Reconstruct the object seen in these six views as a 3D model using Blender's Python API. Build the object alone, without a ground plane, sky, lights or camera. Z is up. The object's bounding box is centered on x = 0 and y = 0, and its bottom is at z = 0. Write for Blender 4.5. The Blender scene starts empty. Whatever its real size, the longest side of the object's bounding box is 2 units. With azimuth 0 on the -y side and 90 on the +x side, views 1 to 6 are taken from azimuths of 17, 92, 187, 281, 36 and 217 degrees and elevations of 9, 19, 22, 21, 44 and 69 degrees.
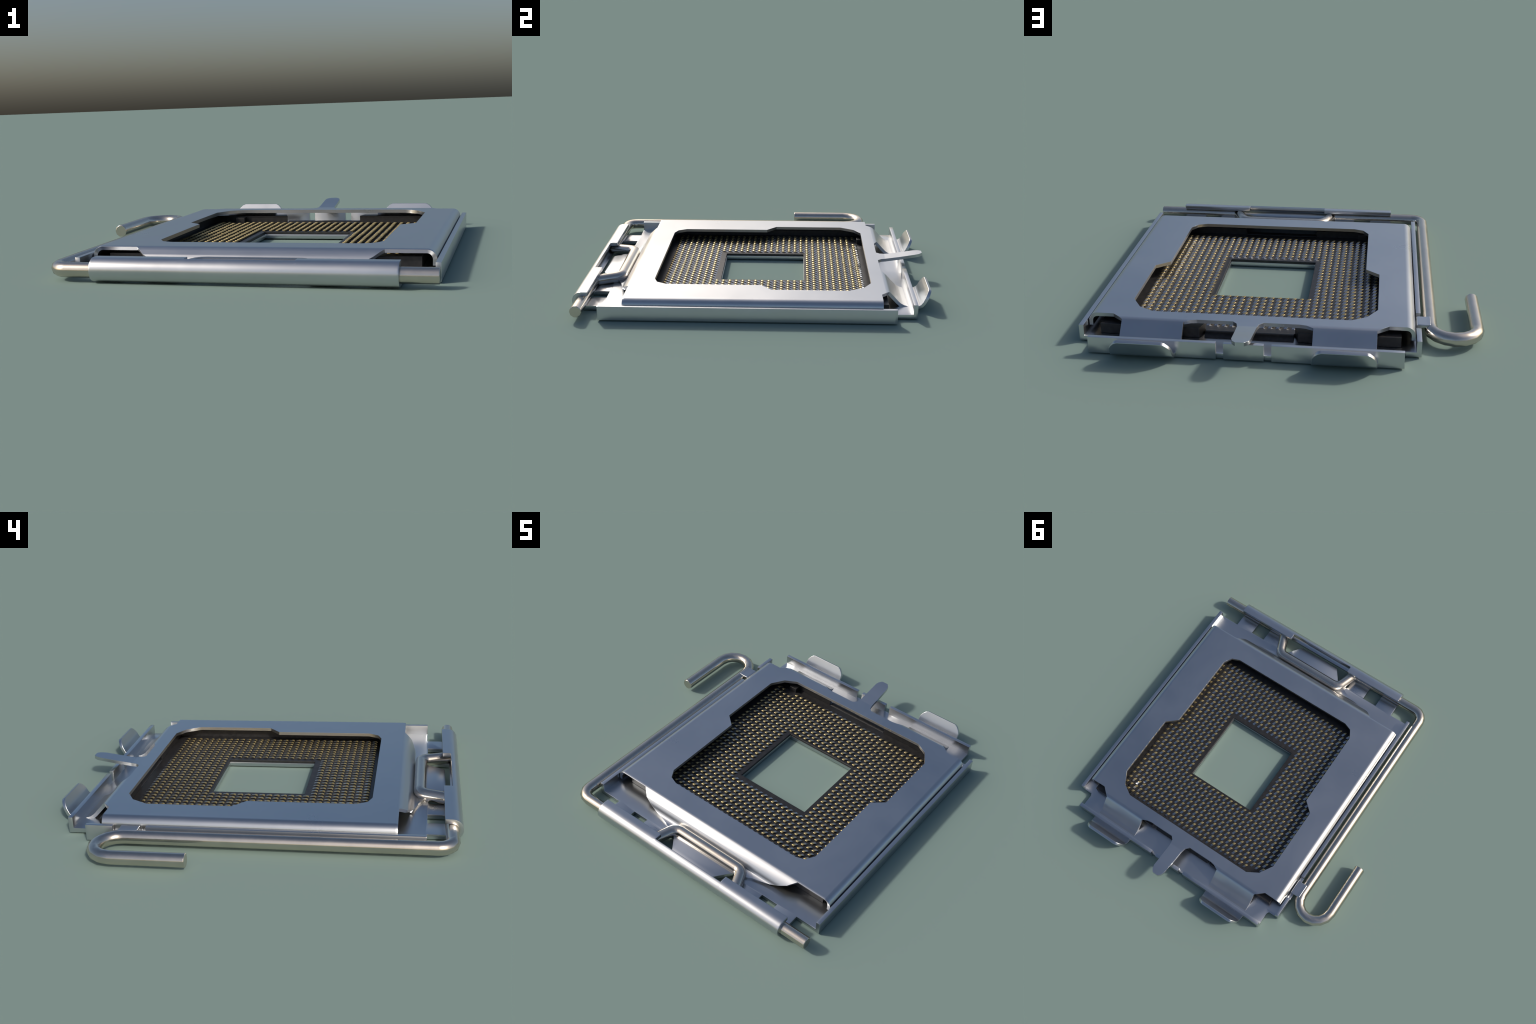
# A land-grid processor socket: bent sheet-steel base and load plate, a sprung wire lever,
# a black plastic housing and a field of bent contact pins.
import bpy, bmesh, math, random
from mathutils import Vector
from mathutils.geometry import delaunay_2d_cdt

random.seed(7)
CX = 0.148            # the socket proper is symmetric about x = CX; the lever hook hangs out on the left


# ------------------------------------------------------------------ materials
def new_mat(name):
    m = bpy.data.materials.new(name)
    m.use_nodes = True
    return m, m.node_tree.nodes, m.node_tree.links, m.node_tree.nodes["Principled BSDF"]


def metal(name, colour, rough, spread, scale=2.5, stretch=(1, 1, 1), tint=0.06, bump=0.0, metallic=1.0):
    m, n, l, b = new_mat(name)
    tc = n.new("ShaderNodeTexCoord")
    mp = n.new("ShaderNodeMapping")
    mp.inputs["Scale"].default_value = stretch
    l.new(tc.outputs["Object"], mp.inputs["Vector"])
    big = n.new("ShaderNodeTexNoise")
    big.inputs["Scale"].default_value = scale
    big.inputs["Detail"].default_value = 5
    big.inputs["Roughness"].default_value = 0.6
    big.inputs["Distortion"].default_value = 0.6
    l.new(mp.outputs["Vector"], big.inputs["Vector"])
    r = n.new("ShaderNodeMapRange")
    r.inputs["From Min"].default_value = 0.3
    r.inputs["From Max"].default_value = 0.7
    r.inputs["To Min"].default_value = rough - spread
    r.inputs["To Max"].default_value = rough + spread
    l.new(big.outputs["Fac"], r.inputs["Value"])
    l.new(r.outputs["Result"], b.inputs["Roughness"])
    ramp = n.new("ShaderNodeValToRGB")
    ramp.color_ramp.elements[0].position = 0.3
    ramp.color_ramp.elements[1].position = 0.7
    ramp.color_ramp.elements[0].color = tuple(c * (1 - tint) for c in colour) + (1,)
    ramp.color_ramp.elements[1].color = tuple(min(1, c * (1 + tint)) for c in colour) + (1,)
    l.new(big.outputs["Fac"], ramp.inputs["Fac"])
    l.new(ramp.outputs["Color"], b.inputs["Base Color"])
    b.inputs["Metallic"].default_value = metallic
    if bump:
        f = n.new("ShaderNodeTexNoise")
        f.inputs["Scale"].default_value = 9
        f.inputs["Detail"].default_value = 2
        l.new(tc.outputs["Object"], f.inputs["Vector"])
        bp = n.new("ShaderNodeBump")
        bp.inputs["Strength"].default_value = bump
        bp.inputs["Distance"].default_value = 0.01
        l.new(f.outputs["Fac"], bp.inputs["Height"])
        l.new(bp.outputs["Normal"], b.inputs["Normal"])
    return m


STEEL = metal("brushed_steel", (0.60, 0.615, 0.63), 0.305, 0.035, scale=2.2, tint=0.03)
WIRE = metal("nickel_wire", (0.66, 0.60, 0.52), 0.22, 0.04, scale=5, tint=0.06)
ARM = metal("pin_arm_metal", (0.50, 0.51, 0.53), 0.30, 0.05, scale=40, tint=0.12)
GOLD = metal("pin_gold", (0.60, 0.47, 0.22), 0.42, 0.06, scale=40, tint=0.10, metallic=0.8)


def plastic():
    m, n, l, b = new_mat("black_plastic")
    tc = n.new("ShaderNodeTexCoord")
    a = n.new("ShaderNodeTexNoise")
    a.inputs["Scale"].default_value = 60
    a.inputs["Detail"].default_value = 4
    l.new(tc.outputs["Object"], a.inputs["Vector"])
    ramp = n.new("ShaderNodeValToRGB")
    ramp.color_ramp.elements[0].color = (0.016, 0.0155, 0.016, 1)
    ramp.color_ramp.elements[1].color = (0.030, 0.028, 0.027, 1)
    ramp.color_ramp.elements[0].position = 0.35
    ramp.color_ramp.elements[1].position = 0.7
    l.new(a.outputs["Fac"], ramp.inputs["Fac"])
    l.new(ramp.outputs["Color"], b.inputs["Base Color"])
    b.inputs["Roughness"].default_value = 0.42
    bp = n.new("ShaderNodeBump")
    bp.inputs["Strength"].default_value = 0.08
    bp.inputs["Distance"].default_value = 0.003
    l.new(a.outputs["Fac"], bp.inputs["Height"])
    l.new(bp.outputs["Normal"], b.inputs["Normal"])
    return m


PLASTIC = plastic()


# ------------------------------------------------------------------ helpers
def arc(cx, cy, r, a0, a1, n):
    return [(cx + r * math.cos(math.radians(a0 + (a1 - a0) * i / n)), cy + r * math.sin(math.radians(a0 + (a1 - a0) * i / n))) for i in range(n + 1)]


def profile(points, start):
    """Arc-length table of a bent line: (length, position, height), length starting at `start`."""
    out, s = [], start
    for i, p in enumerate(points):
        if i:
            s += math.dist(p, points[i - 1])
        out.append((s, p[0], p[1]))
    return out


def along(table, s):
    if s <= table[0][0]:
        return table[0][1] + (s - table[0][0]), table[0][2]
    for a, b in zip(table, table[1:]):
        if s <= b[0] + 1e-9:
            t = (s - a[0]) / (b[0] - a[0])
            return a[1] + t * (b[1] - a[1]), a[2] + t * (b[2] - a[2])
    a, b = table[-2], table[-1]
    t = (s - a[0]) / (b[0] - a[0])
    return a[1] + t * (b[1] - a[1]), a[2] + t * (b[2] - a[2])


def add_object(name, me, parent, mat, smooth=30):
    o = bpy.data.objects.new(name, me)
    bpy.context.scene.collection.objects.link(o)
    for mm in (mat if isinstance(mat, (list, tuple)) else [mat]):
        me.materials.append(mm)
    o.parent = parent
    if smooth:
        me.shade_smooth()
        me.set_sharp_from_angle(angle=math.radians(smooth))
    return o


def edge_round(o, width, segments=2, angle=40, even=True):
    b = o.modifiers.new("edge_round", "BEVEL")
    b.width = width
    b.segments = segments
    b.limit_method = "ANGLE"
    b.angle_limit = math.radians(angle)
    b.harden_normals = False
    b.use_clamp_overlap = True
    if not even:
        return
    w = o.modifiers.new("even_normals", "WEIGHTED_NORMAL")
    w.keep_sharp = True
    w.weight = 90


def inside(p, poly):
    odd = False
    for a, b in zip(poly, poly[1:] + poly[:1]):
        if (a[1] > p[1]) != (b[1] > p[1]) and p[0] < a[0] + (p[1] - a[1]) / (b[1] - a[1]) * (b[0] - a[0]):
            odd = not odd
    return odd


def sheet(name, outline, holes, cut_u, cut_v, place, thick, parent, mat, flip=False, bevel=0.003, even=True):
    """Bent sheet metal: a flat pattern is cut along its bend lines, placed by `place(u, v)` and given its gauge."""
    verts, edges = [], []
    for loop in [outline] + holes:
        k = len(verts)
        verts += [Vector(p) for p in loop]
        edges += [(k + i, k + (i + 1) % len(loop)) for i in range(len(loop))]
    vs, es, fs = delaunay_2d_cdt(verts, edges, [], 1, 1e-6)[:3]
    bm = bmesh.new()
    bv = [bm.verts.new((v.x, v.y, 0)) for v in vs]
    for f in fs:
        c = sum((vs[i] for i in f), Vector((0, 0))) / len(f)
        if inside(c, outline) and not any(inside(c, h) for h in holes):
            bm.faces.new([bv[i] for i in f])
    bmesh.ops.recalc_face_normals(bm, faces=bm.faces[:])
    bmesh.ops.dissolve_limit(bm, angle_limit=math.radians(0.6), verts=bm.verts[:], edges=bm.edges[:])
    for axis, cuts in ((0, cut_u), (1, cut_v)):
        for c in cuts:
            co, no = [0, 0, 0], [0, 0, 0]
            co[axis], no[axis] = c, 1
            bmesh.ops.bisect_plane(bm, geom=bm.verts[:] + bm.edges[:] + bm.faces[:], plane_co=co, plane_no=no, dist=1e-6)
    bmesh.ops.recalc_face_normals(bm, faces=bm.faces[:])
    up = sum(f.normal.z for f in bm.faces) > 0
    if up == flip:
        bmesh.ops.reverse_faces(bm, faces=bm.faces[:])
    for v in bm.verts:
        v.co = place(v.co.x, v.co.y)
    bm.normal_update()
    me = bpy.data.meshes.new(name)
    bm.to_mesh(me)
    bm.free()
    o = add_object(name, me, parent, mat)
    s = o.modifiers.new("gauge", "SOLIDIFY")
    s.thickness = thick
    s.offset = -1
    s.use_even_offset = True
    if bevel:
        edge_round(o, bevel, even=even)
    return o


def prism(bm, poly, lo, hi, axis=2):
    """Extrude a closed polygon between two heights along z (axis 2) or along x (axis 0, polygon in y, z) or y (axis 1, polygon in x, z)."""
    def at(p, h):
        return {2: (p[0], p[1], h), 0: (h, p[0], p[1]), 1: (p[0], h, p[1])}[axis]
    a = [bm.verts.new(at(p, lo)) for p in poly]
    b = [bm.verts.new(at(p, hi)) for p in poly]
    bm.faces.new(a)
    bm.faces.new(b)
    n = len(poly)
    for i in range(n):
        bm.faces.new((a[i], a[(i + 1) % n], b[(i + 1) % n], b[i]))


def mesh_from(bm, name):
    bmesh.ops.recalc_face_normals(bm, faces=bm.faces[:])
    me = bpy.data.meshes.new(name)
    bm.to_mesh(me)
    bm.free()
    return me


def mirror_outline(half):
    """`half` runs from the rear centre line round the right side to the front centre line."""
    return half + [(-x, y) for x, y in reversed(half)]


def smoothstep(t):
    t = max(0.0, min(1.0, t))
    return t * t * (3 - 2 * t)


# ------------------------------------------------------------------ the thing
socket = bpy.data.objects.new("processor_socket", None)
bpy.context.scene.collection.objects.link(socket)
socket["label"] = "silver steel processor socket with gold pins and wire lever"
socket["category"] = "computer part"

# ------------------------------------------------------------------ base plate (outer skin, folded up into walls and rolled at the front)
GAUGE = 0.0225
ZB = 0.0045
WALL_TOP = 0.083
side = profile([(0.7985, 0), (0.7985, WALL_TOP - ZB)], 0.7985)
U_TOP = side[-1][0]
rear = profile([(0.897, 0), (0.897, WALL_TOP - ZB)], 0.897)
V_REAR = rear[-1][0]
RC, RZ, RR = 0.949, 0.0545, 0.052       # hinge barrel: centre (minus y), height, outer radius
roll_line = [(0.845, 0), (0.90, 0.0), (RC, RZ - RR - ZB)]
roll_line += [(RC + RR * math.sin(math.radians(a)), RZ - RR * math.cos(math.radians(a)) - ZB) for a in range(15, 181, 15)] + [(0.915, RZ + RR - ZB)]
front = profile(roll_line, 0.845)
V_ROLL = front[-1][0]
V_TOPNOTCH = V_ROLL - 0.033 - 0.011


def base_place(u, v):
    sx = 1 if u >= 0 else -1
    x, zu = along(side, abs(u))
    if v >= 0:
        y, zv = along(rear, v)
    else:
        y, zv = along(front, -v)
        y = -y
    z = ZB + zu + zv
    # the tongue under the crank is pressed up a little
    if -0.940 < v < -0.74:
        z += 0.017 * smoothstep((-0.765 - v) / 0.06) * (1 - smoothstep((abs(u) - 0.215) / 0.045))
    return Vector((CX + sx * x, y, z))


right = [(0.0, V_REAR), (0.092, V_REAR), (0.092, 0.886), (0.127, 0.886), (0.127, V_REAR), (0.720, V_REAR), (0.720, 0.795), (0.728, 0.780), (U_TOP, 0.780), (U_TOP, -0.832), (0.652, -0.832), (0.651, -V_ROLL), (0.236, -V_ROLL), (0.236, -V_TOPNOTCH), (0.0, -V_TOPNOTCH)]
left = [(-x, y) for x, y in reversed(right)][1:-1]
# window in the left wall for the lever catch
i = left.index((-U_TOP, 0.780))
z_slot = U_TOP - 0.036
left[i:i] = [(-U_TOP, 0.479), (-z_slot, 0.479), (-z_slot, 0.644), (-U_TOP, 0.644)]
base_outline = right[1:-1] + left
base_holes = [[(-0.2375, -0.207), (0.2375, -0.207), (0.2375, 0.283), (-0.2375, 0.283)]]
for s in (-1, 1):
    base_holes.append([(s * 0.423, -0.930), (s * 0.525, -0.930), (s * 0.525, -0.835), (s * 0.423, -0.835)])
base_holes.append([(-0.285, -0.955), (0.285, -0.955), (0.290, -0.85), (0.280, -0.838), (0.258, -0.838), (0.216, -0.832), (0.146, -0.925), (-0.146, -0.925), (-0.216, -0.832), (-0.258, -0.838), (-0.280, -0.838), (-0.290, -0.85)])
cu = [s * t[0] for t in side[:-1] for s in (-1, 1)] + [s * w for w in (0.216, 0.229, 0.242, 0.26, 0.645, 0.73) for s in (-1, 1)]
cv = [t[0] for t in rear[:-1]] + [-t[0] for t in front[:-1]] + [-0.70, -0.765, -0.78, -0.795, -0.81, -0.825] + [-V_ROLL + 0.005, -V_ROLL + 0.026, 0.72, 0.765, 0.86]
base_plate = sheet("base_plate", base_outline, base_holes, cu, cv, base_place, GAUGE, socket, STEEL, flip=True, bevel=0.0035, even=False)

# spring tabs behind the rear wall
tab_line = profile([(0.885, 0.011), (0.905, 0.0115), (0.925, 0.0155), (0.941, 0.024), (0.955, 0.040), (0.989, 0.108)], 0.0)
T_END = tab_line[-1][0]
for s, c in ((1, 0.458), (-1, -0.455)):
    def tab_place(u, v, c=c):
        y, z = along(tab_line, v)
        return Vector((CX + c + u, y, z))
    half = [(0.148, 0), (0.147, 0.05), (0.142, T_END - 0.045), (0.131, T_END - 0.026), (0.116, T_END - 0.009), (0.099, T_END)]
    outline = half + [(-x, y) for x, y in reversed(half)]
    sheet("spring_tab", outline, [], [], [t[0] for t in tab_line[1:-1]], tab_place, 0.019, socket, STEEL, flip=True)

# lever catch bent out of the left wall
bm = bmesh.new()
x0 = CX - 0.7985
prism(bm, [(x0 + 0.0205, 0.040), (x0 + 0.0005, 0.040), (x0 + 0.0005, 0.060), (x0 - 0.004, 0.064), (x0 - 0.045, 0.066), (x0 - 0.045, 0.0845), (x0 - 0.02, 0.0815), (x0 + 0.010, 0.0825), (x0 + 0.0205, 0.080)], 0.511, 0.604, axis=1)
catch = add_object("lever_catch", mesh_from(bm, "lever_catch"), socket, STEEL)
edge_round(catch, 0.003)

# ------------------------------------------------------------------ load plate
CT = 0.115
CR = 0.042
CW = 0.771
c_side = profile([(CW - CR, 0)] + [(CW - CR + CR * math.sin(math.radians(a)), CR * math.cos(math.radians(a)) - CR) for a in range(10, 91, 10)] + [(CW, 0.049 - CT)], CW - CR)
CU = c_side[-1][0]
nose = profile([(0.690, 0), (0.700, -0.002), (0.710, -0.0065), (0.722, -0.0145), (0.742, -0.030), (0.757, -0.055), (0.765, -0.0675), (0.775, -0.0735), (0.790, -0.0755), (0.815, -0.073)], 0.690)
tail = profile([(0.732, 0), (0.742, -0.001), (0.751, -0.0045), (0.759, -0.0105), (0.766, -0.018), (0.806, -0.0605), (0.818, -0.0715), (0.834, -0.0805), (0.862, -0.0895)], 0.732)
N_END, T_LAST = nose[-1][0], tail[-1][0]
FINGER = [(0.73, 0.0), (0.78, 0.001), (0.86, 0.012), (0.955, 0.0275), (1.0, 0.033)]


def plate_place(u, v):
    sx = 1 if u >= 0 else -1
    x, z = along(c_side, abs(u))
    if v < 0:
        y, zv = along(nose, -v)
        y = -y
    elif abs(u) < 0.15:
        y, zv = v, 0.0
        for a, b in zip(FINGER, FINGER[1:]):
            if a[0] < v <= b[0] + 1e-6:
                zv = a[1] + (v - a[0]) / (b[0] - a[0]) * (b[1] - a[1])
    else:
        y, zv = along(tail, v)
    return Vector((CX + sx * x, y, CT + z + zv))


def s_of(table, pos):
    for a, b in zip(table, table[1:]):
        if a[1] <= pos <= b[1]:
            return a[0] + (pos - a[1]) / (b[1] - a[1]) * (b[0] - a[0])
    return table[0][0] - (table[0][1] - pos)


rear_half = [(0.0, 1.0), (0.020, 1.0), (0.036, 0.981), (0.043, 0.955), (0.0455, 0.785), (0.052, 0.752), (0.072, 0.731), (0.240, 0.731), (0.270, 0.737), (0.303, s_of(tail, 0.752)), (0.303, T_LAST), (0.596, T_LAST), (0.596, s_of(tail, 0.752)), (0.650, 0.706), (CU, 0.706)]
front_half = [(CU, -0.703), (0.556, -0.703), (0.513, -s_of(nose, 0.741)), (0.470, -s_of(nose, 0.755)), (0.422, -s_of(nose, 0.7655)), (0.370, -s_of(nose, 0.777)), (0.320, -s_of(nose, 0.789)), (0.275, -N_END)]
plate_outline = mirror_outline(rear_half[1:] + front_half)
w_half = [(0.472, 0.660), (0.545, 0.617), (0.595, 0.533), (0.595, 0.101), (0.525, 0.040), (0.523, -0.497), (0.492, -0.550), (0.440, -0.570)]
window = mirror_outline(w_half)
cu = [s * t[0] for t in c_side[:-1] for s in (-1, 1)]
cv = [-t[0] for t in nose[:-1]] + [t[0] for t in tail[:-1]] + [f[0] for f in FINGER[:-1]] + [0.82, 0.91]
load_plate = sheet("load_plate", plate_outline, [window], cu, cv, plate_place, 0.018, socket, STEEL)

# ------------------------------------------------------------------ locking lever (bent wire)
WR = 0.0335


def fillet_path(points, seg_deg=22.5):
    """Poly-line with rounded corners: points are (x, y, z, radius)."""
    out = [Vector(points[0][:3])]
    for a, b, c in zip(points, points[1:], points[2:]):
        A, B, C = Vector(a[:3]), Vector(b[:3]), Vector(c[:3])
        d0, d1 = (A - B).normalized(), (C - B).normalized()
        ang = d0.angle(d1)
        turn = math.pi - ang
        t = b[3] / math.tan(ang / 2)
        bis = (d0 + d1).normalized()
        centre = B + bis * (b[3] / math.sin(ang / 2))
        p, q = B + d0 * t - centre, B + d1 * t - centre
        n = max(2, round(math.degrees(turn) / seg_deg))
        for k in range(n + 1):
            f = k / n
            out.append(centre + (p * math.sin((1 - f) * turn) + q * math.sin(f * turn)) / math.sin(turn))
    out.append(Vector(points[-1][:3]))
    return out


def sweep(path, r, sides):
    bm = bmesh.new()
    ref = Vector((0, 0, 1))
    rings = []
    for i, p in enumerate(path):
        d0 = (p - path[i - 1]).normalized() if i else None
        d1 = (path[i + 1] - p).normalized() if i < len(path) - 1 else None
        d = ((d0 or d1) + (d1 or d0)).normalized()
        cosine = d.dot(d1 or d0)
        n = (ref - d * ref.dot(d)).normalized()
        b = d.cross(n)
        if d0 and d1 and d0.angle(d1) > 1e-4:
            k = (d1 - d0).normalized()
        else:
            k = None
        ring = []
        for j in range(sides):
            a = 2 * math.pi * (j + 0.5) / sides
            off = n * math.cos(a) * r + b * math.sin(a) * r
            if k is not None:
                off += k * (off.dot(k) * (1 / cosine - 1))
            ring.append(bm.verts.new(p + off))
        rings.append(ring)
    for A, B in zip(rings, rings[1:]):
        for j in range(sides):
            bm.faces.new((A[j], A[(j + 1) % sides], B[(j + 1) % sides], B[j]))
    bm.faces.new(rings[0])
    bm.faces.new(rings[-1])
    return bm


LZ = 0.0505
BY = -0.9485
lever_points = [
    (0.952, BY, LZ + 0.001, 0),
    (CX + 0.314, BY, LZ, 0.035), (CX + 0.250, -0.798, 0.0545, 0.050), (CX - 0.232, -0.797, 0.0545, 0.050), (CX - 0.281, BY, LZ, 0.035),
    (-0.696, BY, LZ, 0.066),
    (-0.696, 0.6790, LZ, 0.1084), (-0.913, 0.6790, LZ, 0.1084),
    (-0.913, 0.219, LZ, 0),
]
path = []
for p in fillet_path(lever_points):
    if not path or (p - path[-1]).length > 1e-3:
        path.append(p)
lever = add_object("locking_lever", mesh_from(sweep(path, WR, 10), "locking_lever"), socket, WIRE, smooth=50)
edge_round(lever, 0.003, 2, 60)

# ------------------------------------------------------------------ plastic housing
PF, PT = 0.041, 0.078
bm = bmesh.new()
hx, hy0, hy1 = 0.2385, -0.208, 0.284
ix, iy0, iy1 = 0.642, -0.61, 0.681
ox, oy0, oy1 = 0.706, -0.671, 0.742
for s in (-1, 1):
    ring = [(0.232, oy1), (ox, oy1), (ox, oy0), (0.232, oy0), (0.212, iy0), (ix, iy0), (ix, iy1), (0.212, iy1)]
    prism(bm, [(CX + s * x, y) for x, y in ring], 0.0275, PT)
    # half of the floor, a C round the square opening
    floor = [(0, iy1), (ix, iy1), (ix, iy0), (0, iy0), (0, hy0), (hx, hy0), (hx, hy1), (0, hy1)]
    prism(bm, [(CX + s * x, y) for x, y in floor], 0.0275, PF)
# weld the two halves of the floor into one piece
bmesh.ops.remove_doubles(bm, verts=bm.verts[:], dist=1e-5)
bmesh.ops.delete(bm, geom=[f for f in bm.faces if all(abs(v.co.x - CX) < 1e-5 for v in f.verts)], context="FACES_ONLY")
# rounded sills in the two gaps, locating keys in the corners on the lever side
for edge, s in ((iy1, 1), (iy0, -1)):
    sill = [(0.0, PF), (0.006, PF + 0.004), (0.016, PF + 0.0068), (0.028, PF + 0.0065), (0.040, PF + 0.002), (0.052, 0.034), (0.060, 0.0275), (0.0, 0.0275)]
    prism(bm, [(edge + s * d, z) for d, z in sill], CX - 0.21, CX + 0.21, axis=0)
for y0, y1 in ((0.636, 0.6805), (-0.6095, -0.575)):
    prism(bm, [(-0.366, y0), (-0.313, y0), (-0.313, y1), (-0.366, y1)], PF - 0.001, 0.072)
housing = add_object("socket_housing", mesh_from(bm, "socket_housing"), socket, PLASTIC)
edge_round(housing, 0.0022)

# ------------------------------------------------------------------ contact pins
NX, NY = 32, 31
PX0, PX1, PY0, PY1 = -0.4345, 0.7190, -0.5370, 0.6075
DX, DY = (PX1 - PX0) / (NX - 1), (PY1 - PY0) / (NY - 1)
#   x shift, y shift, top height, half width, droop of the rims
STRIP = [(0.0140, 0.0300, 0.0400, 0.0078, 0.0), (0.0132, 0.0278, 0.0421, 0.0078, 0.0), (0.0094, 0.0190, 0.0450, 0.0077, 0.0), (0.0056, 0.0108, 0.0476, 0.0076, 0.0002), (0.0044, 0.0084, 0.0494, 0.0076, 0.0008), (0.0026, 0.0046, 0.0506, 0.0074, 0.0013), (0.0002, -0.0006, 0.0503, 0.0072, 0.0013), (-0.0012, -0.0034, 0.0489, 0.0068, 0.0010), (-0.0020, -0.0048, 0.0464, 0.0064, 0.0006)]
SECTION = [(-1, 1, 0), (-0.6, 0.25, 0), (0, 0, 0), (0.6, 0.25, 0), (1, 1, 0), (1, 1, 1), (-1, 1, 1)]


def pin_mesh(bm, px, py, jz=0.0, tilt=0.0):
    rows = []
    for k, (x, y, z, w, d) in enumerate(STRIP):
        lift = jz * k / 8
        row = []
        for sx, droop, under in SECTION:
            row.append(bm.verts.new((px + x + sx * w, py + y + 0.002 * under, z - d * droop - 0.0032 * under + lift + sx * w * (tilt - 0.10))))
        rows.append(row)
    n = len(SECTION)
    for k, (a, b) in enumerate(zip(rows, rows[1:])):
        for j in range(n):
            f = bm.faces.new((a[j], a[(j + 1) % n], b[(j + 1) % n], b[j]))
            f.material_index = 1 if k >= 3 else 0
    bm.faces.new(rows[0]).material_index = 0
    bm.faces.new(rows[-1]).material_index = 1


spots = []
for i in range(NX):
    for j in range(NY):
        if 9 <= i <= 22 and 8 <= j <= 21:
            continue                       # the open square in the middle
        if j == NY - 1 and i in (2, 3):
            continue                       # the locating key stands here
        spots.append((PX0 + i * DX, PY0 + j * DY, i, j))
templates = []
for k in range(6):
    bm = bmesh.new()
    pin_mesh(bm, 0, 0, random.uniform(-0.0008, 0.0008), random.uniform(-0.05, 0.05))
    templates.append(mesh_from(bm, "contact_pin"))
    for mm in (ARM, GOLD):
        templates[-1].materials.append(mm)
    templates[-1].shade_smooth()
    templates[-1].set_sharp_from_angle(angle=math.radians(40))
# the pins that show largest (nearest the edges of the opening, least hidden by the plate) stay single objects
spots.sort(key=lambda s: max(abs(s[2] - 16) / 7.0, abs(s[3] - 15) / 7.0))
first = bpy.data.objects.new("contact_pin", templates[0])
for n, (x, y, i, j) in enumerate(spots[:300]):
    o = first if n == 0 else first.copy()
    o.data = random.choice(templates)
    o.location = (x + random.uniform(-0.0006, 0.0006), y + random.uniform(-0.0006, 0.0006), 0)
    o.rotation_euler = (0, 0, random.uniform(-0.03, 0.03))
    bpy.context.scene.collection.objects.link(o)
    o.parent = housing
bm = bmesh.new()
for x, y, i, j in spots[300:]:
    pin_mesh(bm, x + random.uniform(-0.0006, 0.0006), y + random.uniform(-0.0006, 0.0006), random.uniform(-0.0008, 0.0008), random.uniform(-0.05, 0.05))
field = add_object("contact_pin_field", mesh_from(bm, "contact_pin_field"), housing, [ARM, GOLD], smooth=40)
field["kind"] = "stuff"
